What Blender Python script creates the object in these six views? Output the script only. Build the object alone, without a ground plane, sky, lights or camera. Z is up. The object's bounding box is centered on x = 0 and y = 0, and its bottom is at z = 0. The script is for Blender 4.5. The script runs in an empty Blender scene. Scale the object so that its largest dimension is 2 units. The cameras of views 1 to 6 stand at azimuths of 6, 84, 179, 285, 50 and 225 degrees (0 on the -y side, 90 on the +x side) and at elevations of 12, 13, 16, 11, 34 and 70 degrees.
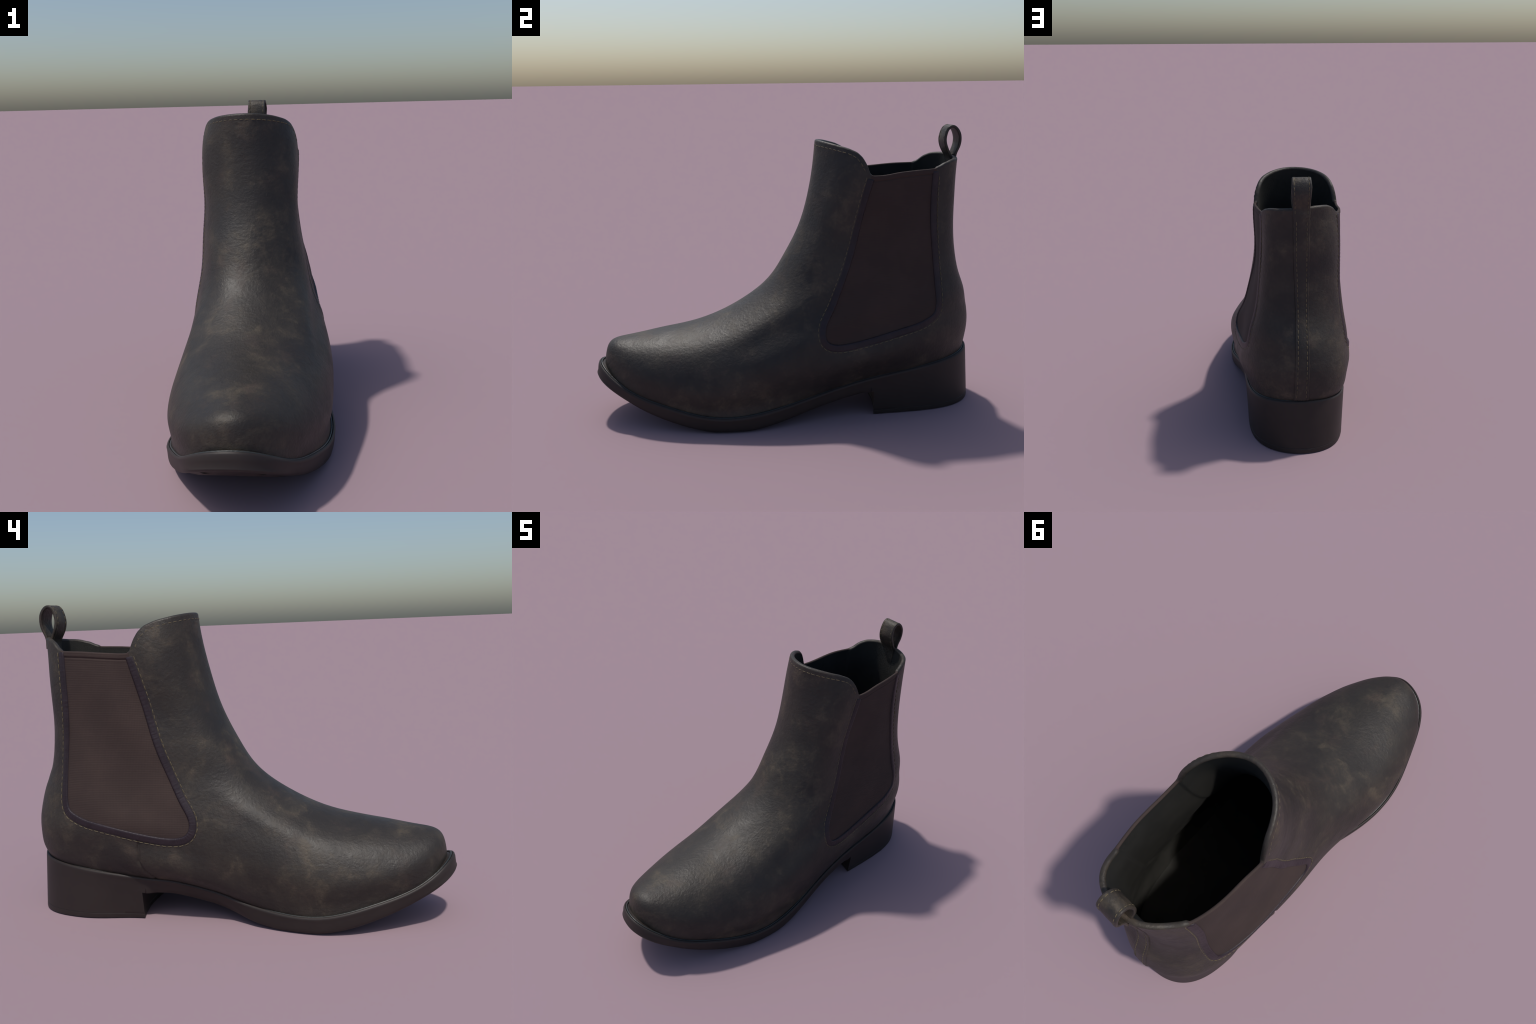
"""Chelsea ankle boot: leather upper (vamp + heel counter), elastic side gores with
puckered binding, back strap with pull loop, lining, welt, outsole and stacked heel.
Frame: metres, toe towards -y, medial side -x, lowest point z = 0."""
import bpy, math
import numpy as np
from mathutils import Vector
from mathutils.bvhtree import BVHTree

# ------------------------------------------------------------------ helpers
def spline(xk, yk, x):
    """natural cubic spline through (xk, yk); yk may be 2D (columns interpolated together)"""
    xk = np.asarray(xk, float); yk = np.asarray(yk, float); x = np.asarray(x, float)
    n = len(xk); h = np.diff(xk)
    A = np.eye(n); b = np.zeros(yk.shape)
    for i in range(1, n - 1):
        A[i, i-1] = h[i-1]; A[i, i] = 2*(h[i-1] + h[i]); A[i, i+1] = h[i]
        b[i] = 6*((yk[i+1] - yk[i])/h[i] - (yk[i] - yk[i-1])/h[i-1])
    M = np.linalg.solve(A, b)
    i = np.clip(np.searchsorted(xk, x) - 1, 0, n - 2)
    t = x - xk[i]; hh = h[i]
    if yk.ndim > 1:
        t = t[..., None]; hh = hh[..., None]
    return (yk[i] + t*((yk[i+1] - yk[i])/hh - hh*(2*M[i] + M[i+1])/6)
            + t*t*M[i]/2 + t**3*(M[i+1] - M[i])/(6*hh))

def sstep(a, b, x):
    t = np.clip((np.asarray(x, float) - a)/(b - a), 0, 1)
    return t*t*(3 - 2*t)

def unit(v):
    return v/(np.linalg.norm(v, axis=-1, keepdims=True) + 1e-12)

def resample(pts, step=None, n=None):
    pts = np.asarray(pts, float)
    s = np.r_[0, np.cumsum(np.linalg.norm(np.diff(pts, axis=0), axis=1))]
    if n is None:
        n = max(2, int(round(s[-1]/step)) + 1)
    u = np.linspace(0, s[-1], n)
    return np.stack([np.interp(u, s, pts[:, j]) for j in range(pts.shape[1])], 1), s[-1]

def smooth_curve(ctrl, n=400):
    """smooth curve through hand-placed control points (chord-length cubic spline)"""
    c = np.asarray(ctrl, float)
    s = np.r_[0, np.cumsum(np.linalg.norm(np.diff(c, axis=0), axis=1))]
    p = spline(s, c, np.linspace(0, s[-1], n))
    return resample(p, n=n)[0]

def wobble(s, seed, scale, octaves=4):
    """smooth 1D pseudo-noise in about -1..1"""
    r = np.random.default_rng(seed); out = np.zeros_like(s); amp = 1.0; f = 1.0/scale
    for _ in range(octaves):
        for _ in range(3):
            out += amp*np.sin(2*np.pi*f*s*(0.7 + 0.6*r.random()) + 6.28*r.random())/3
        amp *= 0.6; f *= 1.9
    return out

ROOT = bpy.data.objects.new("ankle_boot", None)
ROOT.empty_display_size = 0.3
bpy.context.scene.collection.objects.link(ROOT)
ROOT["label"] = "dark brown leather chelsea ankle boot with elastic sides"
ROOT["category"] = "boot"

def make_mesh(name, verts, faces, mat, normals=None, parent=ROOT, stuff=False, sharp=None):
    verts = np.asarray(verts, float)
    me = bpy.data.meshes.new(name)
    faces = np.asarray(faces)
    me.from_pydata(verts.tolist(), [], faces.tolist())
    me.validate(); me.update()
    me.polygons.foreach_set("use_smooth", np.ones(len(me.polygons), bool))
    if normals is not None and len(me.vertices) == len(normals):
        me.normals_split_custom_set_from_vertices(np.asarray(normals).tolist())
    elif sharp is not None:
        me.set_sharp_from_angle(angle=math.radians(sharp))
    me.materials.append(mat)
    ob = bpy.data.objects.new(name, me)
    bpy.context.scene.collection.objects.link(ob)
    ob.parent = parent
    if stuff:
        ob["kind"] = "stuff"
    return ob

def grid_faces(rows, cols, wrap=False, flip=False):
    c = cols if wrap else cols - 1
    i, j = np.meshgrid(np.arange(rows - 1), np.arange(c), indexing='ij')
    a = i*cols + j; b = i*cols + (j + 1) % cols; d = (i+1)*cols + j; e = (i+1)*cols + (j + 1) % cols
    f = np.stack([a, b, e, d], -1).reshape(-1, 4)
    return f[:, ::-1] if flip else f

def grid_normals(G, wrap):
    if wrap:
        du = np.roll(G, -1, 1) - np.roll(G, 1, 1)
    else:
        du = np.gradient(G, axis=1)
    dv = np.gradient(G, axis=0)
    return unit(np.cross(du, dv))

def pick(verts, normals, faces):
    """sub-mesh of the chosen faces"""
    used, inv = np.unique(faces.ravel(), return_inverse=True)
    return verts[used], (None if normals is None else normals[used]), inv.reshape(faces.shape)

# ------------------------------------------------------------------ materials
def new_mat(name):
    m = bpy.data.materials.new(name); m.use_nodes = True
    nt = m.node_tree; nt.nodes.clear()
    out = nt.nodes.new("ShaderNodeOutputMaterial"); b = nt.nodes.new("ShaderNodeBsdfPrincipled")
    nt.links.new(b.outputs[0], out.inputs[0])
    tc = nt.nodes.new("ShaderNodeTexCoord")
    return m, nt, b, tc.outputs["Object"]

def noise(nt, vec, scale, detail=4, rough=0.55, distort=0.0, stretch=None, loc=(0, 0, 0)):
    mp = nt.nodes.new("ShaderNodeMapping"); nt.links.new(vec, mp.inputs[0])
    mp.inputs["Location"].default_value = loc
    if stretch: mp.inputs["Scale"].default_value = stretch
    n = nt.nodes.new("ShaderNodeTexNoise"); nt.links.new(mp.outputs[0], n.inputs["Vector"])
    n.inputs["Scale"].default_value = scale; n.inputs["Detail"].default_value = detail
    n.inputs["Roughness"].default_value = rough; n.inputs["Distortion"].default_value = distort
    return n.outputs["Fac"]

def ramp(nt, fac, a, b, ca=0.0, cb=1.0):
    r = nt.nodes.new("ShaderNodeMapRange"); nt.links.new(fac, r.inputs[0])
    r.interpolation_type = 'SMOOTHSTEP'
    r.inputs[1].default_value = a; r.inputs[2].default_value = b
    r.inputs[3].default_value = ca; r.inputs[4].default_value = cb
    return r.outputs[0]

def mix(nt, fac, a, b, mode='MIX'):
    m = nt.nodes.new("ShaderNodeMix"); m.data_type = 'RGBA'; m.blend_type = mode
    for k, v in ((0, fac), (6, a), (7, b)):
        if isinstance(v, (int, float)): m.inputs[k].default_value = v
        elif isinstance(v, tuple): m.inputs[k].default_value = (*v, 1)
        else: nt.links.new(v, m.inputs[k])
    return m.outputs[2]

def math_node(nt, op, a, b=0.0):
    m = nt.nodes.new("ShaderNodeMath"); m.operation = op
    for k, v in ((0, a), (1, b)):
        if isinstance(v, (int, float)): m.inputs[k].default_value = v
        else: nt.links.new(v, m.inputs[k])
    return m.outputs[0]

def bump(nt, bsdf, height, strength, dist, prev=None):
    b = nt.nodes.new("ShaderNodeBump"); nt.links.new(height, b.inputs["Height"])
    b.inputs["Strength"].default_value = strength; b.inputs["Distance"].default_value = dist
    if prev is not None: nt.links.new(prev, b.inputs["Normal"])
    nt.links.new(b.outputs[0], bsdf.inputs["Normal"])
    return b.outputs[0]

def leather_material(name, gain=1.0, fuzzy=False):
    m, nt, b, v = new_mat(name)
    g = lambda *c: tuple(x*gain for x in c)
    big = noise(nt, v, 4.2, 6, 0.62, 0.3)
    mid = noise(nt, v, 11.0, 7, 0.68, 0.5, loc=(3.1, 1.7, 0.4))
    red = noise(nt, v, 6.5, 5, 0.62, 0.3, loc=(7.7, 2.2, 5.1))
    blu = noise(nt, v, 5.0, 5, 0.6, 0.2, loc=(1.3, 9.2, 3.3))
    fine = noise(nt, v, 60, 5, 0.7)
    col = mix(nt, ramp(nt, big, 0.34, 0.66), g(0.0230, 0.0188, 0.0160), g(0.0390, 0.0320, 0.0245))
    col = mix(nt, ramp(nt, blu, 0.50, 0.70, 0, 0.6), col, g(0.0188, 0.0170, 0.0168))
    worn = math_node(nt, 'MULTIPLY', ramp(nt, mid, 0.45, 0.68), ramp(nt, big, 0.42, 0.60))
    col = mix(nt, math_node(nt, 'MULTIPLY', worn, 0.85), col, g(0.080, 0.0625, 0.0425))
    rust = math_node(nt, 'MULTIPLY', ramp(nt, red, 0.50, 0.70), ramp(nt, mid, 0.36, 0.60))
    col = mix(nt, math_node(nt, 'MULTIPLY', rust, 0.5), col, g(0.056, 0.037, 0.0295))
    col = mix(nt, ramp(nt, fine, 0.32, 0.68, 0.0, 0.35), col, g(0.0180, 0.0155, 0.0138))
    nt.links.new(col, b.inputs["Base Color"])
    rgh = ramp(nt, mid, 0.3, 0.7, 0.46, 0.58)
    nt.links.new(rgh, b.inputs["Roughness"])
    b.inputs["Specular IOR Level"].default_value = 0.38
    grain = noise(nt, v, 75, 4, 0.6)
    p = bump(nt, b, grain, 0.30, 0.007)
    crease = noise(nt, v, 26, 4, 0.6, 0.4, stretch=(1, 0.8, 1.3))
    bump(nt, b, crease, 0.17, 0.012, p)
    return m

def elastic_material():
    m, nt, b, v = new_mat("ribbed_elastic")
    tone = noise(nt, v, 5, 4, 0.6)
    col = mix(nt, ramp(nt, tone, 0.35, 0.68), (0.0425, 0.0283, 0.0245), (0.0505, 0.0335, 0.0285))
    # horizontal ribs and a finer vertical yarn
    mp = nt.nodes.new("ShaderNodeMapping"); nt.links.new(v, mp.inputs[0])
    w = nt.nodes.new("ShaderNodeTexWave"); w.wave_type = 'BANDS'; w.bands_direction = 'Z'
    nt.links.new(mp.outputs[0], w.inputs["Vector"])
    w.inputs["Scale"].default_value = 40; w.inputs["Distortion"].default_value = 0.25
    w.inputs["Detail"].default_value = 2; w.inputs["Detail Scale"].default_value = 8
    w2 = nt.nodes.new("ShaderNodeTexWave"); w2.wave_type = 'BANDS'; w2.bands_direction = 'Y'
    nt.links.new(mp.outputs[0], w2.inputs["Vector"]); w2.inputs["Scale"].default_value = 45
    w2.inputs["Distortion"].default_value = 0.4
    col = mix(nt, math_node(nt, 'MULTIPLY', w.outputs["Fac"], 0.16), col, (0.030, 0.021, 0.0195))
    nt.links.new(col, b.inputs["Base Color"])
    b.inputs["Roughness"].default_value = 0.82
    b.inputs["Specular IOR Level"].default_value = 0.3
    h = math_node(nt, 'ADD', w.outputs["Fac"], math_node(nt, 'MULTIPLY', w2.outputs["Fac"], 0.4))
    bump(nt, b, h, 0.12, 0.003)
    return m

def plain_material(name, c0, c1, rough, scale=6, grain=90, bstr=0.1, spec=0.5):
    m, nt, b, v = new_mat(name)
    t = noise(nt, v, scale, 5, 0.6)
    col = mix(nt, ramp(nt, t, 0.32, 0.7), c0, c1)
    nt.links.new(col, b.inputs["Base Color"])
    b.inputs["Roughness"].default_value = rough
    b.inputs["Specular IOR Level"].default_value = spec
    bump(nt, b, noise(nt, v, grain, 4, 0.6), bstr, 0.006)
    return m

LEATHER = leather_material("worn_leather")
ELASTIC = elastic_material()
BINDING = plain_material("plum_binding", (0.0185, 0.0125, 0.0165), (0.0270, 0.0185, 0.0235), 0.46, 14, 60, 0.25, 0.3)
THREAD = plain_material("olive_thread", (0.085, 0.066, 0.036), (0.125, 0.098, 0.052), 0.7, 20, 200, 0.2)
LINING = plain_material("lining_cloth", (0.017, 0.0165, 0.0145), (0.023, 0.022, 0.0195), 0.85, 8, 160, 0.25, 0.3)
RUBBER = plain_material("sole_rubber", (0.0235, 0.0178, 0.0162), (0.0295, 0.0222, 0.0198), 0.52, 4, 60, 0.06, 0.32)
WELT = plain_material("welt_rubber", (0.022, 0.024, 0.023), (0.033, 0.034, 0.031), 0.42, 10, 90, 0.12)

# ------------------------------------------------------------------ sole outline and heights
# half widths of the sole plan (times an ellipse envelope) from toe (0) to heel (1)
SOLE_Q = [0, .08, .2, .35, .46, .56, .66, .8, .92, 1]
SOLE_LATERAL = [.3800, .3740, .3780, .380, .3467, .3090, .2970, .336, .415, .504]
SOLE_MEDIAL = [.500, .412, .390, .3348, .2690, .2360, .2570, .3490, .453, .5546]
SOLE_TOE, SOLE_HEEL = (.0177, -.990), (-.0467, .9767)
SOLE_Y = [-1, -.85, -.65, -.45, -.2, .1, .4, .7, 1.0]
SOLE_TOP = [.2978, .1992, .1297, .0839, .0878, .1430, .2060, .2500, .2937]
SOLE_BOTTOM = [.2250, .1320, .0510, .0040, .0040, .0680, .1290, .160, .180]
def zt_f(y, x=0.0):
    """top of the sole; the arch is a little higher on the medial side"""
    arch = .013*sstep(-.12, .06, y)*sstep(.42, .24, y)*sstep(-.02, -.20, x)
    return spline(SOLE_Y, SOLE_TOP, np.clip(y, -1, 1)) + arch
zb_f = lambda y: np.maximum(spline(SOLE_Y, SOLE_BOTTOM, np.clip(y, -1, 1)), 0.0)
LAST_DROP = 0.012          # the upper sits this much below the welt's top

def sole_outline(n):
    """closed plan outline, counter-clockwise seen from above, starting at the toe on the lateral side"""
    th = np.linspace(0, np.pi, n, endpoint=False)
    def half(th, table, sgn):
        q = (1 - np.cos(th))/2; e = np.sqrt(np.maximum(4*q*(1 - q), 0))
        c = SOLE_TOE[0] + (SOLE_HEEL[0] - SOLE_TOE[0])*q
        return np.stack([c + sgn*e*spline(SOLE_Q, table, q), SOLE_TOE[1] + (SOLE_HEEL[1] - SOLE_TOE[1])*q], 1)
    a = half(th, SOLE_LATERAL, 1); b = half(np.pi - th, SOLE_MEDIAL, -1)
    p = np.vstack([a, b])
    p = resample(np.vstack([p, p[:1]]), n=2*n + 1)[0][:-1]
    for _ in range(3):
        p = .25*np.roll(p, 1, 0) + .5*p + .25*np.roll(p, -1, 0)
    return p

# ------------------------------------------------------------------ upper: last shape
# each level: height above the feather edge | front y, back y, front x, back x |
# lateral half widths at 7 stations toe->heel | medial half widths
LEVEL_H = [0, .05, .12, .2, .3, .42, .56, .75, .95, 1.15, 1.32, 1.45]
STATION = [0, .1, .25, .45, .65, .85, 1]
LEVELS = np.array([
    [-0.972, 0.962, 0.018, -0.060, 0.356, 0.354, 0.371, 0.342, 0.297, 0.356, 0.470, 0.477, 0.380, 0.369, 0.257, 0.247, 0.362, 0.525],
    [-0.957, 0.974, 0.012, -0.066, 0.370, 0.379, 0.378, 0.344, 0.319, 0.382, 0.482, 0.458, 0.390, 0.354, 0.271, 0.285, 0.366, 0.535],
    [-0.944, 0.982, 0.007, -0.063, 0.380, 0.396, 0.399, 0.357, 0.351, 0.404, 0.490, 0.433, 0.399, 0.362, 0.285, 0.313, 0.384, 0.545],
    [-0.904, 0.982, 0.010, -0.062, 0.362, 0.376, 0.388, 0.366, 0.351, 0.412, 0.492, 0.365, 0.372, 0.363, 0.294, 0.311, 0.402, 0.530],
    [-0.758, 0.970, 0.012, -0.060, 0.315, 0.352, 0.363, 0.346, 0.316, 0.391, 0.467, 0.318, 0.358, 0.342, 0.288, 0.321, 0.394, 0.487],
    [-0.463, 0.951, -0.000, -0.046, 0.310, 0.350, 0.318, 0.295, 0.286, 0.350, 0.430, 0.315, 0.350, 0.303, 0.285, 0.317, 0.380, 0.436],
    [-0.187, 0.917, -0.018, -0.033, 0.308, 0.316, 0.291, 0.254, 0.253, 0.299, 0.387, 0.336, 0.301, 0.272, 0.280, 0.302, 0.358, 0.397],
    [-0.028, 0.888, -0.026, -0.033, 0.277, 0.293, 0.263, 0.220, 0.227, 0.265, 0.352, 0.334, 0.296, 0.272, 0.272, 0.282, 0.330, 0.375],
    [0.063, 0.875, -0.021, -0.035, 0.259, 0.280, 0.237, 0.196, 0.206, 0.246, 0.338, 0.327, 0.303, 0.272, 0.273, 0.273, 0.319, 0.368],
    [0.119, 0.878, -0.027, -0.039, 0.244, 0.271, 0.243, 0.211, 0.205, 0.236, 0.320, 0.313, 0.311, 0.289, 0.260, 0.267, 0.300, 0.346],
    [0.145, 0.890, -0.041, -0.040, 0.225, 0.246, 0.231, 0.204, 0.209, 0.232, 0.291, 0.290, 0.282, 0.259, 0.239, 0.249, 0.267, 0.288],
    [0.157, 0.919, -0.046, -0.056, 0.213, 0.204, 0.170, 0.181, 0.202, 0.218, 0.252, 0.265, 0.242, 0.203, 0.206, 0.217, 0.223, 0.225]])

def shear(h):
    t = np.clip(1 - h/1.1, 0, 1)
    return t*t*(3 - 2*t)

NC = 460                                    # columns per side
_th = np.linspace(0, np.pi, NC + 1)
_q = (1 - np.cos(_th))/2
_env = np.sin(_th)
_basis = spline(STATION, np.eye(len(STATION)), _q)

def feather(qs, es, sgn, inset=.0185):
    """where the upper meets the welt: the sole outline moved inwards"""
    c = SOLE_TOE[0] + (SOLE_HEEL[0] - SOLE_TOE[0])*qs
    p = np.stack([c + sgn*es*spline(SOLE_Q, SOLE_LATERAL if sgn > 0 else SOLE_MEDIAL, qs),
                  SOLE_TOE[1] + (SOLE_HEEL[1] - SOLE_TOE[1])*qs], 1)
    t = unit(np.gradient(p, axis=0)); n = np.stack([t[:, 1], -t[:, 0]], 1)
    n *= np.where((n*p).sum(1, keepdims=True) < 0, -1, 1)
    return p - n*(inset + .013*sstep(.05, 0, qs))[:, None]

def last_surface(h):
    """h: (rows, 2*NC) heights per column -> points (rows, 2*NC, 3); columns go round counter-clockwise"""
    def side(hs, qs, es, bs, off, sgn):
        A = spline(LEVEL_H, LEVELS, hs)                   # rows, cols, 18
        y = A[..., 0] + (A[..., 1] - A[..., 0])*qs
        c = A[..., 2] + (A[..., 3] - A[..., 2])*qs
        w = (A[..., off:off + 7]*bs).sum(-1)
        x = c + sgn*es*w
        # the lowest band follows the welt exactly
        k = np.clip(1 - hs/.085, 0, 1)**2
        b0 = feather(qs, es, sgn)
        A0 = LEVELS[0]
        x0 = A0[2] + (A0[3] - A0[2])*qs + sgn*es*(A0[off:off + 7]*bs).sum(-1)
        y0 = A0[0] + (A0[1] - A0[0])*qs
        x = x + (b0[:, 0] - x0)*k; y = y + (b0[:, 1] - y0)*k
        z = hs + (zt_f(y, x) - LAST_DROP)*shear(hs)
        return np.stack([x, y, z], -1)
    a = side(h[:, :NC], _q[:-1], _env[:-1], _basis[:-1], 4, 1)
    r = slice(NC, 0, -1)
    b = side(h[:, NC:], _q[r], _env[r], _basis[r], 11, -1)
    return np.concatenate([a, b], 1)

# top line of the boot (y, z): tall rounded front panel, dip along the gore, rising counter
RIM = np.array([(.05, 1.389), (.145, 1.387), (.21, 1.374), (.28, 1.357), (.325, 1.337), (.35, 1.312), (.367, 1.282),
                (.379, 1.252), (.3855, 1.232), (.40, 1.2245), (.44, 1.2245), (.52, 1.230), (.62, 1.238), (.70, 1.241),
                (.728, 1.2425), (.752, 1.251), (.778, 1.268), (.815, 1.286), (.85, 1.291), (1.0, 1.292)])
def rim_z(y):
    return np.interp(y, _rf[:, 0], _rf[:, 1])
_rf = np.stack([np.interp(np.linspace(0, len(RIM) - 1, 900), np.arange(len(RIM)), RIM[:, 0]),
                np.interp(np.linspace(0, len(RIM) - 1, 900), np.arange(len(RIM)), RIM[:, 1])], 1)
for _ in range(140):
    _rf[1:-1] = .25*_rf[:-2] + .5*_rf[1:-1] + .25*_rf[2:]

_hs = np.linspace(1.0, 1.44, 441)
_S = last_surface(np.repeat(_hs[:, None], 2*NC, 1))
_lat = (np.arange(2*NC) < NC)[None]
_f = _S[..., 2] - rim_z(_S[..., 1]) - np.where(_lat, .006*sstep(.45, .55, _S[..., 1])*sstep(.80, .74, _S[..., 1]) - .006*sstep(.77, .82, _S[..., 1])*sstep(.90, .86, _S[..., 1]), .008*sstep(.74, .79, _S[..., 1])*sstep(.90, .86, _S[..., 1]))
_above = _f > 0
_first = np.argmax(_above, 0); _first[_first == 0] = 1
_cols = np.arange(2*NC)
_f0, _f1 = _f[_first - 1, _cols], _f[_first, _cols]
RIM_H = _hs[_first - 1] + (_hs[1] - _hs[0])*np.clip(-_f0/(_f1 - _f0 + 1e-9), 0, 1)

# rows: denser where the vamp is flat and near the top line
_g = np.linspace(0, 1, 2001)
_dens = 1 + 2.2*np.exp(-((_g - .25)/.12)**2) + 5*sstep(.955, .985, _g)
_cum = np.r_[0, np.cumsum((_dens[1:] + _dens[:-1])/2)]; _cum /= _cum[-1]
NR = 330
LEV = np.interp(np.linspace(0, 1, NR), _cum, _g)
HG = LEV[:, None]*RIM_H[None, :]
G = last_surface(HG)
N = grid_normals(G, True)
if (N[NR//2, :, :]*(G[NR//2] - G[NR//2].mean(0))).sum() < 0:
    N = -N

# collision tree of the smooth outer surface
st_r, st_c = 2, 2
Gb = G[::st_r, ::st_c]
_fb = grid_faces(Gb.shape[0], Gb.shape[1], wrap=True)
TREE = BVHTree.FromPolygons([Vector(p) for p in Gb.reshape(-1, 3)], _fb.tolist())

def snap(points):
    """closest surface points and outward normals"""
    P, M = [], []
    for p in points:
        loc, nor, _, _ = TREE.find_nearest(Vector(p))
        P.append(loc); M.append(nor)
    P = np.array(P); M = np.array(M)
    return P, M

def cast_side(yz, sgn):
    out = []
    for y, z in yz:
        loc, nor, _, _ = TREE.ray_cast(Vector((sgn*1.5, y, z)), Vector((-sgn, 0, 0)))
        if loc is None:
            loc, nor, _, _ = TREE.find_nearest(Vector((sgn*.2, y, z)))
        out.append(loc)
    return np.array(out)

def cast_back(xz):
    out = []
    for x, z in xz:
        loc, nor, _, _ = TREE.ray_cast(Vector((x, 2.0, z)), Vector((0, -1, 0)))
        if loc is None:
            loc, nor, _, _ = TREE.find_nearest(Vector((x, .9, z)))
        out.append(loc)
    return np.array(out)

def smooth_normals(M, it=6):
    M = M.copy()
    for _ in range(it):
        M[1:-1] = M[:-2] + 2*M[1:-1] + M[2:]
        M = unit(M)
    return M

# orientation check of tree normals
_p, _m = snap(G[NR//2, ::100])
TREE_SIGN = 1.0 if ((_m*N[NR//2, ::100]).sum() > 0) else -1.0

def frame(curve):
    """surface point, outward normal, tangent and in-surface sideways vector along a curve"""
    P, M = snap(curve); M = smooth_normals(M*TREE_SIGN)
    T = unit(np.gradient(P, axis=0))
    S = unit(np.cross(M, T))
    return P, M, T, S

def surface_strip(curve, offs, heights, close=False):
    """ribbon of rows 'offs' sideways of the curve, lifted by heights (rows or rows x samples)"""
    P, M, T, S = frame(curve)
    rows = []
    for k, d in enumerate(offs):
        Pk, Mk = snap(P + S*d)
        Mk = smooth_normals(Mk*TREE_SIGN)
        hk = heights[k]
        rows.append(Pk + Mk*(np.asarray(hk)[..., None] if np.ndim(hk) else hk))
    return np.array(rows)

def stitch_row(curve, pitch=.027, length=.0245, r=.0020, lift=-.0007, closed_gap=0.0, seed=1):
    """one thread dash per pitch lying on the surface along the curve"""
    P, M, T, S = frame(curve)
    return stitch_row_frames(P, M, S, pitch, length, r, lift, seed)

def stitch_row_frames(P, M, S, pitch, length, r, lift, seed=1):
    R = np.random.default_rng(seed)
    s = np.r_[0, np.cumsum(np.linalg.norm(np.diff(P, axis=0), axis=1))]
    at = lambda A, u: np.stack([np.interp(u, s, A[:, j]) for j in range(3)], -1)
    V, F = [], []; base = 0; K = 7; C = 6
    prof_r = np.array([.3, .9, 1, 1, 1, .9, .3]); prof_h = np.array([-1.0, .3, .65, .7, .65, .3, -1.0])
    ang = np.linspace(0, 2*np.pi, C, endpoint=False)
    ff = grid_faces(K, C, wrap=True)
    n = int(s[-1]//pitch)
    for i in range(n):
        c = (i + .5)*pitch + R.normal(0, pitch*.03)
        L = length*(1 + R.normal(0, .05))
        u = np.clip(c + np.linspace(-.5, .5, K)*L, 0, s[-1])
        p = at(P, u); m = unit(at(M, u)); q = unit(at(S, u))
        tilt = R.normal(0, .0006)
        p = p + q*(np.linspace(-1, 1, K)*tilt)[:, None]
        ctr = p + m*(lift + prof_h*r*.8)[:, None]
        ring = ctr[:, None] + (np.cos(ang)[None, :, None]*q[:, None] + np.sin(ang)[None, :, None]*m[:, None])*(prof_r*r)[:, None, None]
        V.append(ring.reshape(-1, 3)); F.append(ff + base); base += K*C
    return np.vstack(V), np.vstack(F)

# ------------------------------------------------------------------ gore seams (y, z), same plan on both sides
GORE = np.array([(.369, 1.226), (.347, 1.155), (.328, 1.085), (.305, .99), (.285, .905), (.257, .815), (.205, .685), (.15, .570),
                 (.122, .520), (.111, .472), (.120, .425), (.147, .393), (.192, .376), (.265, .375), (.355, .389),
                 (.46, .411), (.57, .436), (.645, .454), (.704, .477), (.744, .504), (.763, .545), (.767, .61),
                 (.763, .72), (.753, .85), (.746, .96), (.744, 1.06), (.746, 1.16), (.749, 1.245)])
gore_yz = smooth_curve(GORE, 700)
LEATHER_EDGE, BIND_END = .006, .040
gore_frames = {}
mid_poly = {}
for sgn in (1, -1):
    c = cast_side(gore_yz, sgn)
    P, M, T, S = frame(c)
    # sideways vector must point into the gore
    inward = np.array([0, .48, .85]) - P
    if ((S*inward).sum(1) > 0).mean() < .5:
        c = c[::-1]
        P, M, T, S = frame(c)
    gore_frames[sgn] = c
    mp = snap(P + S*.021)[0][:, 1:]
    if mp[0, 0] > mp[-1, 0]:
        mp = mp[::-1]
    mid_poly[sgn] = np.vstack([[mp[0, 0] + .004, 1.6], [mp[0, 0] + .002, 1.235], mp[5:-5], [mp[-1, 0], 1.245], [mp[-1, 0], 1.6]])

def inside(poly, y, z):
    r = np.zeros(y.shape, bool); x0, y0 = poly[-1]
    for x1, y1 in poly:
        c = ((y1 > z) != (y0 > z)) & (y < (x0 - x1)*(z - y1)/(y0 - y1 + 1e-15) + x1)
        r ^= c; x0, y0 = x1, y1
    return r

# ------------------------------------------------------------------ relief on the shell
SEAM = np.array([(.379, .42), (.388, .37), (.389, .30), (.374, .257), (.353, .222), (.335, .19), (.32, .1)])
seam_y = lambda z: np.interp(z, SEAM[::-1, 1], SEAM[::-1, 0])
D = np.zeros(G.shape[:2])
med = np.zeros(G.shape[:2], bool); med[:, NC:] = True
below = G[..., 2] < .405
ds = G[..., 1] - seam_y(G[..., 2])
D -= np.where(med & below & (np.abs(ds) < .05), .0070*np.exp(-(ds/.0050)**2) - .0016*np.exp(-((ds - .016)/.011)**2) , 0)
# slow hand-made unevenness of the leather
yy, zz, xx = G[..., 1], G[..., 2], G[..., 0]
D += .0011*(np.sin(9*yy + 7*zz + 3*xx)*np.sin(11*zz - 8*xx + 1.0) + .6*np.sin(21*yy - 13*zz + 17*xx + .5)*np.sin(19*xx + 8*yy))
in_gore_v = np.zeros(G.shape[:2], bool)
in_gore_v[:, :NC] = inside(mid_poly[1], yy[:, :NC], zz[:, :NC])
in_gore_v[:, NC:] = inside(mid_poly[-1], yy[:, NC:], zz[:, NC:])
SHELL = G + N*D[..., None]
NS = grid_normals(SHELL, True); NS *= np.sign((NS*N).sum(-1).mean())

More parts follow.
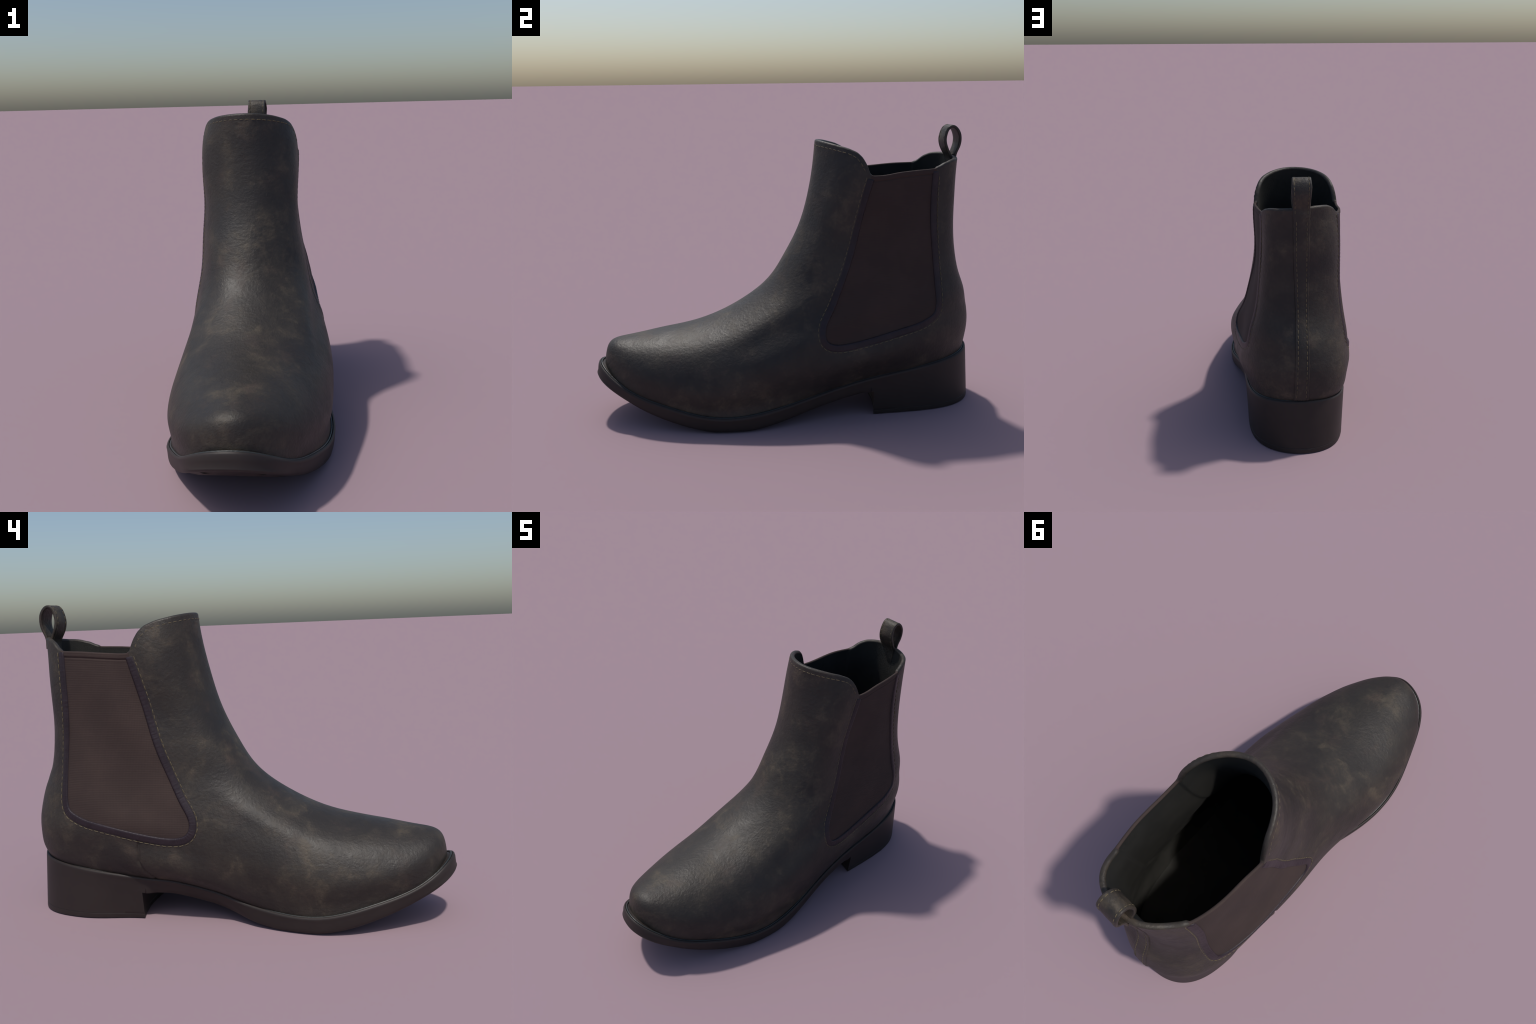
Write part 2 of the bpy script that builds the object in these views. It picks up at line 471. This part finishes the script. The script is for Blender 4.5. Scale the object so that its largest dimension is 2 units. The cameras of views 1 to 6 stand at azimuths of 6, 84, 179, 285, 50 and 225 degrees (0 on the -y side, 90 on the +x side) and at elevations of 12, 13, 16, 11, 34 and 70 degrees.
# rolled lip from the outside over to the lining
gore_col = in_gore_v[NR - 6]
THICK = np.where(gore_col, .014, .024)
for _ in range(6):
    THICK = .25*np.roll(THICK, 1) + .5*THICK + .25*np.roll(THICK, -1)
top = SHELL[-1]; nt_ = NS[-1].copy()
for _ in range(8):
    nt_ = unit(.25*np.roll(nt_, 1, 0) + .5*nt_ + .25*np.roll(nt_, -1, 0))
upv = unit(SHELL[-1] - SHELL[-5])
LIPN = 8
lip = []
for k in range(1, LIPN + 1):
    a = np.pi*k/LIPN
    lip.append(top - nt_*(THICK/2*(1 - np.cos(a)))[:, None] + upv*(THICK/2*.85*np.sin(a))[:, None])
lip = np.array(lip)
ALL = np.concatenate([SHELL, lip], 0)
NALL = grid_normals(ALL, True); NALL *= np.sign((NALL[:NR]*N).sum(-1).mean())
NT = NR + LIPN
faces = grid_faces(NT, 2*NC, wrap=True)
fr = faces[:, 0]//(2*NC)
V = ALL.reshape(-1, 3); NV = NALL.reshape(-1, 3)
_t = V[faces[:, 1]] - V[faces[:, 0]]; _u = V[faces[:, 3]] - V[faces[:, 0]]
if (np.cross(_t, _u)*NV[faces[:, 0]]).sum() < 0:
    faces = faces[:, ::-1]
# region of a face (lip faces follow the column below them)
fc = V[faces].mean(1)
colj = np.minimum(faces[:, 0] % (2*NC), 2*NC - 1)
row_for = np.minimum(fr, NR - 2)
ref = SHELL[row_for, colj]
lat = colj < NC
is_gore = np.where(lat, inside(mid_poly[1], ref[:, 1], ref[:, 2]), inside(mid_poly[-1], ref[:, 1], ref[:, 2]))
is_counter = (~is_gore) & (ref[:, 1] > np.where(ref[:, 2] < .42, seam_y(ref[:, 2]), .5))
is_vamp = ~(is_gore | is_counter)

v, n, f = pick(V, NV, faces[is_vamp]); make_mesh("vamp", v, f, LEATHER, n)
v, n, f = pick(V, NV, faces[is_counter]); make_mesh("heel_counter", v, f, LEATHER, n)

# gore panels: sunk slightly, with a folded hem under the top edge
dtop = np.linalg.norm(np.cumsum(np.diff(SHELL[::-1], axis=0, prepend=SHELL[-1:]), axis=0), axis=-1)[::-1]
GP = ALL.copy()
hem = -.0035 + .0030*sstep(.024, .014, dtop) - .0016*np.exp(-((dtop - .0215)/.0035)**2) + .0008*np.exp(-((dtop - .030)/.004)**2)
GP[:NR] += NS*hem[..., None]
for k in range(LIPN):
    GP[NR + k] += NS[-1]*(-.0005)
GN = grid_normals(GP, True); GN *= np.sign((GN*NALL).sum(-1).mean())
for side in (True, False):
    sel = is_gore & (lat == side)
    v, n, f = pick(GP.reshape(-1, 3), GN.reshape(-1, 3), faces[sel])
    make_mesh("elastic_gore", v, f, ELASTIC, n)

# ------------------------------------------------------------------ binding round each gore
for sgn in (1, -1):
    c, L = resample(gore_frames[sgn], step=.0035)
    s = np.linspace(0, L, len(c))
    pucker = wobble(s, 11 + sgn, .022, 3); fine = wobble(s, 21 + sgn, .009, 2)
    offs = [.0035, .0055, .009, .014, .020, .026, .031, .035, .038, .040]
    hts = [-.004, .0002, .0016, .0024, .0030, .0036, .0040, .0030, .0002, -.0075]
    hs = []
    for o, h in zip(offs, hts):
        w_in = sstep(.006, .030, o)
        hs.append(h + (.0005*pucker + .0004*fine)*(0.35 + .65*w_in)*(0 if o in (offs[0], offs[-1]) else 1))
    fade_end = sstep(0, .010, np.minimum(s, L - s))
    hs = [np.asarray(h)*fade_end - .003*(1 - fade_end) for h in hs]
    rows = surface_strip(c, offs, hs)
    # inner edge ripples a little
    f = grid_faces(len(offs), len(c))
    P, M, T, S = frame(c)
    nn = grid_normals(rows, False)
    if (nn[4]*M).sum() < 0: f = f[:, ::-1]; nn = -nn
    make_mesh("gore_binding", rows.reshape(-1, 3), f, BINDING, nn.reshape(-1, 3))
    v, f = stitch_row(gore_frames[sgn], seed=31 + sgn)
    make_mesh("gore_stitching", v, f, THREAD, stuff=True)

# ------------------------------------------------------------------ top-line stitching on the front panel
rimP = SHELL[-1]; ry = rimP[:, 1]
lastL = np.where(ry[:NC] < .382)[0].max(); firstM = np.where(ry[NC:] < .378)[0].min() + NC
order = np.r_[np.arange(firstM, 2*NC), np.arange(0, lastL + 1)]
rc = resample(rimP[order], step=.004)[0]
P, M, T, S = frame(rc)
if (S[len(S)//2, 2]) > 0: S = -S
c = snap(P + S*.0175)[0]
keep = (c[:, 2] > 1.225)
c = c[keep]
for _ in range(10):
    c[1:-1] = .25*c[:-2] + .5*c[1:-1] + .25*c[2:]
v, f = stitch_row(c, seed=51)
make_mesh("top_line_stitching", v, f, THREAD, stuff=True)

# ------------------------------------------------------------------ back strap and pull loop
SX = -.064
zst = np.linspace(.298, 1.268, 240)
cx = np.interp(zst, [.29, .5, .77, 1.05, 1.29], [-.060, -.067, -.067, -.0645, -.064])
hw = np.interp(zst, [.29, .5, .77, 1.05, 1.29], [.040, .0385, .0345, .043, .044])
cross = np.array([-1, -.985, -.94, -.85, -.7, -.62, -.54, -.3, 0, .3, .54, .62, .7, .85, .94, .985, 1])
lift = np.array([-.004, .003, .0062, .0072, .0060, .0048, .0058, .0066, .0068, .0066, .0058, .0048, .0060, .0072, .0062, .003, -.004])
rows = []
ctrP = cast_back(np.stack([cx, zst], 1))
_, cM = snap(ctrP); cM = smooth_normals(cM*TREE_SIGN, 20)
for a, l in zip(cross, lift):
    p = cast_back(np.stack([cx + a*hw, zst], 1))
    p[:, 0] += .0011*wobble(zst, 5 if a > 0 else 6, .12, 2)*abs(a)
    rows.append(p + cM*l)
rows = np.array(rows)
f = grid_faces(len(cross), len(zst)); nn = grid_normals(rows, False)
if nn[len(cross)//2, :, 1].mean() < 0: nn = -nn; f = f[:, ::-1]
strap = make_mesh("back_strap", rows.reshape(-1, 3), f, LEATHER, nn.reshape(-1, 3))
for a, sd in ((-.62, 61), (.62, 62)):
    p = cast_back(np.stack([cx + a*hw, zst], 1))[3:-2] + cM[3:-2]*.0056
    Mx = cM[3:-2]; T = unit(np.gradient(p, axis=0)); S = unit(np.cross(Mx, T))
    v, f = stitch_row_frames(p, Mx, S, .027, .023, .0022, -.0010, sd)
    make_mesh("strap_stitching", v, f, THREAD, stuff=True)

# loop: flat strap bent into a teardrop; path of its middle (y, z) from outside over the top to the inside
LOOP = np.array([(.884, 1.255), (.8835, 1.275), (.8825, 1.294), (.889, 1.320), (.9005, 1.350), (.9045, 1.382), (.899, 1.413), (.884, 1.438),
                 (.864, 1.449), (.845, 1.441), (.831, 1.415), (.8255, 1.382), (.832, 1.348), (.8465, 1.317),
                 (.858, 1.293), (.861, 1.270), (.859, 1.235), (.858, 1.19)])
lp = smooth_curve(LOOP, 150)
lt = unit(np.gradient(lp, axis=0)); ln = np.stack([lt[:, 1], -lt[:, 0]], 1)      # outward side
su = np.linspace(0, 1, len(lp))
lw = np.interp(su, [0, .14, .32, .5, .68, .82, 1], [.0435, .044, .0515, .046, .051, .045, .043])
lt_half = np.interp(su, [0, .1, .2, .8, 1], [.0055, .0064, .0072, .0072, .0064])
# cross-section of the strap: rounded rectangle with a shallow stitch channel on the outer face
sec = [(-1, 0), (-.985, .6), (-.93, .95), (-.84, 1.05), (-.72, .8), (-.6, .95), (-.3, 1), (0, 1), (.3, 1), (.6, .95), (.72, .8), (.84, 1.05), (.93, .95),
       (.985, .6), (1, 0), (.985, -.6), (.93, -.95), (.6, -1), (0, -1), (-.6, -1), (-.93, -.95), (-.985, -.6)]
ring = np.array(sec)
LV = np.zeros((len(lp), len(sec), 3))
LV[..., 0] = -.0635 + ring[None, :, 0]*lw[:, None]
LV[..., 1] = lp[:, None, 0] + ln[:, None, 0]*ring[None, :, 1]*lt_half[:, None]
LV[..., 2] = lp[:, None, 1] + ln[:, None, 1]*ring[None, :, 1]*lt_half[:, None]
f = grid_faces(len(lp), len(sec), wrap=True)
_c = LV.mean(1, keepdims=True)
nn = grid_normals(LV, True)
if (nn*(LV - _c)).sum() < 0: nn = -nn
t0 = LV[60, 8] - LV[60, 7]; t1 = LV[61, 7] - LV[60, 7]
if np.dot(np.cross(t0, t1), nn[60, 7]) < 0: f = f[:, ::-1]
loop = make_mesh("pull_loop", LV.reshape(-1, 3), f, LEATHER, nn.reshape(-1, 3))
for a, sd in ((-.74, 71), (.74, 72)):
    idx = slice(5, 122)
    p = np.stack([-.0635 + a*lw, lp[:, 0] + ln[:, 0]*lt_half*.8, lp[:, 1] + ln[:, 1]*lt_half*.8], 1)[idx]
    Mx = np.stack([0*su, ln[:, 0], ln[:, 1]], 1)[idx]; T = unit(np.gradient(p, axis=0)); S = unit(np.cross(Mx, T))
    v, f = stitch_row_frames(p, Mx, S, .025, .0215, .0021, -.0006, sd)
    make_mesh("loop_stitching", v, f, THREAD, stuff=True)

# ------------------------------------------------------------------ lining and insole
rsel = np.unique(np.r_[np.arange(8, NR, 3), NR - 1])
csel = np.arange(0, 2*NC, 2)
Nl = N.copy()
for _ in range(10):
    Nl[1:-1] = unit(Nl[:-2] + 2*Nl[1:-1] + Nl[2:])
_deep = .007*sstep(0, .12, 1 - LEV[rsel])[:, None, None]
IN = G[rsel][:, csel] - Nl[rsel][:, csel]*(THICK[None, csel, None] + _deep)
IN[-1] = lip[-1][csel]
b = sstep(0, 25, np.arange(len(rsel))[::-1])[:, None, None]
IN = IN*b + (IN + (IN[-1] - (G[NR-1][csel] - Nl[NR-1][csel]*THICK[csel, None]))[None])*(1 - b)
IN[-1] = lip[-1][csel]
# faint seams of the lining where it meets the gores
nn = -grid_normals(IN, True); nn *= -np.sign((nn*Nl[rsel][:, csel]).sum(-1).mean())
f = grid_faces(len(rsel), len(csel), wrap=True)
a0 = IN.reshape(-1, 3)
_x = np.cross(a0[f[:, 1]] - a0[f[:, 0]], a0[f[:, 3]] - a0[f[:, 0]])
if (_x*nn.reshape(-1, 3)[f[:, 0]]).sum() < 0: f = f[:, ::-1]
make_mesh("lining", a0, f, LINING, nn.reshape(-1, 3))
ringb = IN[0]
ctrx = np.interp(ringb[:, 1], [-1, 1], [.01, -.05])
rows = []
for t in (1.03, .8, .5, .25, 0.0):
    r_ = ringb.copy(); r_[:, 0] = ctrx + (ringb[:, 0] - ctrx)*t
    r_[:, 2] = ringb[:, 2] + .002 - .036*sstep(1.0, .75, t)
    rows.append(r_)
make_mesh("insole", np.array(rows).reshape(-1, 3), grid_faces(5, len(csel), wrap=True), LINING)

# ------------------------------------------------------------------ outsole
NO = 420                                   # outline points per half
OUT = sole_outline(NO)
tng = unit(np.roll(OUT, -1, 0) - np.roll(OUT, 1, 0))
onrm = np.stack([tng[:, 1], -tng[:, 0]], 1)
if (onrm*(OUT - OUT.mean(0))).sum() < 0: onrm = -onrm
oy = OUT[:, 1]
HEEL_Y = .41
def heel_bottom(p):
    """foot print of the heel under an outline point"""
    y = np.maximum(p[:, 1], HEEL_Y)
    y2 = HEEL_Y + (y - HEEL_Y)*(1.0 - HEEL_Y)/(SOLE_HEEL[1] - HEEL_Y)
    w = np.clip((y2 - HEEL_Y)/(1.0 - HEEL_Y), 0, 1)
    latx = -.06 + (.289 - .012*w)*np.sqrt(np.maximum(1 - w**4.3, 0))
    medx = -.06 - (.203 + .042*sstep(0, .5, w))*np.sqrt(np.maximum(1 - w**5.0, 0))
    return np.stack([np.where(p[:, 0] > -.05, latx, medx), y2], 1)
HB = heel_bottom(OUT)
# re-space the print so that it does not bunch at the back
in_heel = oy >= HEEL_Y
idx = np.where(in_heel)[0]
hb = resample(HB[idx], n=len(idx))[0]
# keep correspondence by y on the flanks, by arc length round the back
HB[idx] = hb
for _ in range(4):
    HB[idx[1:-1]] = .25*HB[idx[:-2]] + .5*HB[idx[1:-1]] + .25*HB[idx[2:]]

TOPZ = zt_f(oy, OUT[:, 0]); BOTZ = zb_f(oy)
heelw = sstep(.30, HEEL_Y, oy)             # 0 in front, 1 in the heel part
frac = 1 - BOTZ/TOPZ
under = OUT*(1 - frac[:, None]) + np.where(in_heel[:, None], HB, OUT)*frac[:, None]
i_lat0 = idx[0]; i_med0 = idx[-1]
ins = (.006 - .016*sstep(-.82, -.97, oy))*(1 - heelw)      # wall leans out at the toe
# offset of the heel taper carried smoothly into the waist
taper_l = OUT[i_lat0] - under[i_lat0]; taper_m = OUT[i_med0] - under[i_med0]
carry = np.where((OUT[:, :1] > 0), taper_l[None], taper_m[None])*heelw[:, None]
arch_in = .038*sstep(-.15, .08, oy)*sstep(.40, .26, oy)*sstep(-.05, -.2, OUT[:, 0])
under = np.where(in_heel[:, None], under, OUT - carry - onrm*(ins + arch_in)[:, None])
rd = 1 - sstep(.34, .39, oy)               # edge rounding fades out under the heel
zmix = lambda t: BOTZ + (TOPZ - BOTZ)*t
def centre_line(y):
    return np.interp(y, [-1, 1], [SOLE_TOE[0], SOLE_HEEL[0]])
cxo = centre_line(oy)
def ring3(xy, z): return np.concatenate([xy, np.asarray(z)[:, None]], 1)
rings = []
for t in (0.0, .35, .7):
    xy = under.copy(); xy[:, 0] = cxo + (under[:, 0] - cxo)*t
    xy[:, 1] = np.clip(under[:, 1], -.90 - .05*t, None)
    rings.append(ring3(xy, zb_f(xy[:, 1])))
for d, dz in ((.030, 0.0), (.016, 0.0007), (.008, .0035), (.0025, .009), (0.0, .017)):
    rings.append(ring3(under - onrm*(d*rd)[:, None], BOTZ + dz*rd + (.00005 if dz else 0)*(1 - rd)*dz))
for t in (.35, .6, .8):
    rings.append(ring3(under*(1 - t) + OUT*t, zmix(t)))
for d, dz in ((0.0, -.010), (.0012, -.0055), (.0045, -.0015), (.0085, 0.0), (.0100, -.0010), (.0115, -.0050), (.0135, -.0062), (.0215, -.0062), (.0280, -.0075), (.05, -.010)):
    rings.append(ring3(OUT - onrm*d, TOPZ + dz))
xy = OUT.copy(); xy[:, 0] = cxo
rings.append(ring3(np.stack([cxo + (OUT[:, 0] - cxo)*.8, np.clip(oy, -.93, .93)], 1), zt_f(np.clip(oy, -.93, .93)) - .060))
rings.append(ring3(np.stack([cxo, np.clip(oy, -.93, .93)], 1), zt_f(np.clip(oy, -.93, .93)) - .062))
rings = np.array(rings)
f = grid_faces(len(rings), len(OUT), wrap=True)
make_mesh("outsole", rings.reshape(-1, 3), f, RUBBER, sharp=40)

# ------------------------------------------------------------------ heel block (with a thin top lift at the ground)
hu = under[idx]; hz = BOTZ[idx]; hB = HB[idx]
def breast(p0, p1, n, depth):
    t = np.linspace(0, 1, n + 2)[1:-1][:, None]
    line = p0 + (p1 - p0)*t
    line[:, 1] += depth*(4*t*(1 - t))[:, 0]
    return line
NB = 40
def heel_ring(t, inset=0.0):
    """t = 0 at the sole, 1 at the ground"""
    xy = hu*(1 - t) + hB*t
    z = hz*(1 - t)
    br = breast(xy[-1], xy[0], NB, .036)
    zbr = zb_f(br[:, 1])*(1 - t)
    p = np.vstack([xy, br]); zz_ = np.r_[z, zbr]
    if inset:
        c = p.mean(0); d = unit(p - c)
        p = p - d*inset
    return np.concatenate([p, zz_[:, None]], 1)
hr = [heel_ring(t) for t in (0, .25, .5, .75, .835)]
hr.append(heel_ring(.843, .0012)); hr.append(heel_ring(.851, 0))
hr += [heel_ring(t) for t in (.9, .965)]
hr.append(heel_ring(.99, .0008)); hr.append(heel_ring(1.0, .0045))
last = hr[-1]
for t in (.6, .25, 0.0):
    r_ = last.copy(); c = last[:, :2].mean(0); r_[:, :2] = c + (last[:, :2] - c)*t; hr.append(r_)
hr = np.array(hr)
f = grid_faces(len(hr), hr.shape[1], wrap=True, flip=True)
make_mesh("heel", hr.reshape(-1, 3), f, RUBBER, sharp=35)

# ------------------------------------------------------------------ welt bead with nicks between upper and outsole
wc = OUT - onrm*.0165
wl = np.r_[0, np.cumsum(np.linalg.norm(np.diff(wc, axis=0), axis=1))]
nick = np.abs(np.sin(np.pi*wl/.019))**.35
ang = np.linspace(0, 2*np.pi, 10, endpoint=False)
rad = .0040 + .0010*nick
W = np.zeros((len(wc), 10, 3))
W[..., :2] = wc[:, None] + onrm[:, None]*(np.cos(ang)[None]*rad[:, None])[..., None]
W[..., 2] = (TOPZ - .0030)[:, None] + np.sin(ang)[None]*rad[:, None]
W = np.concatenate([W, W[:1]], 0)
make_mesh("welt", W.reshape(-1, 3), grid_faces(len(W), 10, wrap=True, flip=True), WELT)

# consistent outward normals on closed pieces
import bmesh
for ob in bpy.context.scene.collection.objects:
    if ob.type == 'MESH' and ob.name.split('.')[0] in ("outsole", "heel", "welt", "gore_stitching", "top_line_stitching", "strap_stitching", "loop_stitching", "insole"):
        bm = bmesh.new(); bm.from_mesh(ob.data)
        bmesh.ops.remove_doubles(bm, verts=bm.verts, dist=1e-6)
        bmesh.ops.recalc_face_normals(bm, faces=bm.faces)
        bm.to_mesh(ob.data); bm.free()
        if ob.name.startswith(("outsole", "heel")):
            ob.data.set_sharp_from_angle(angle=math.radians(38))
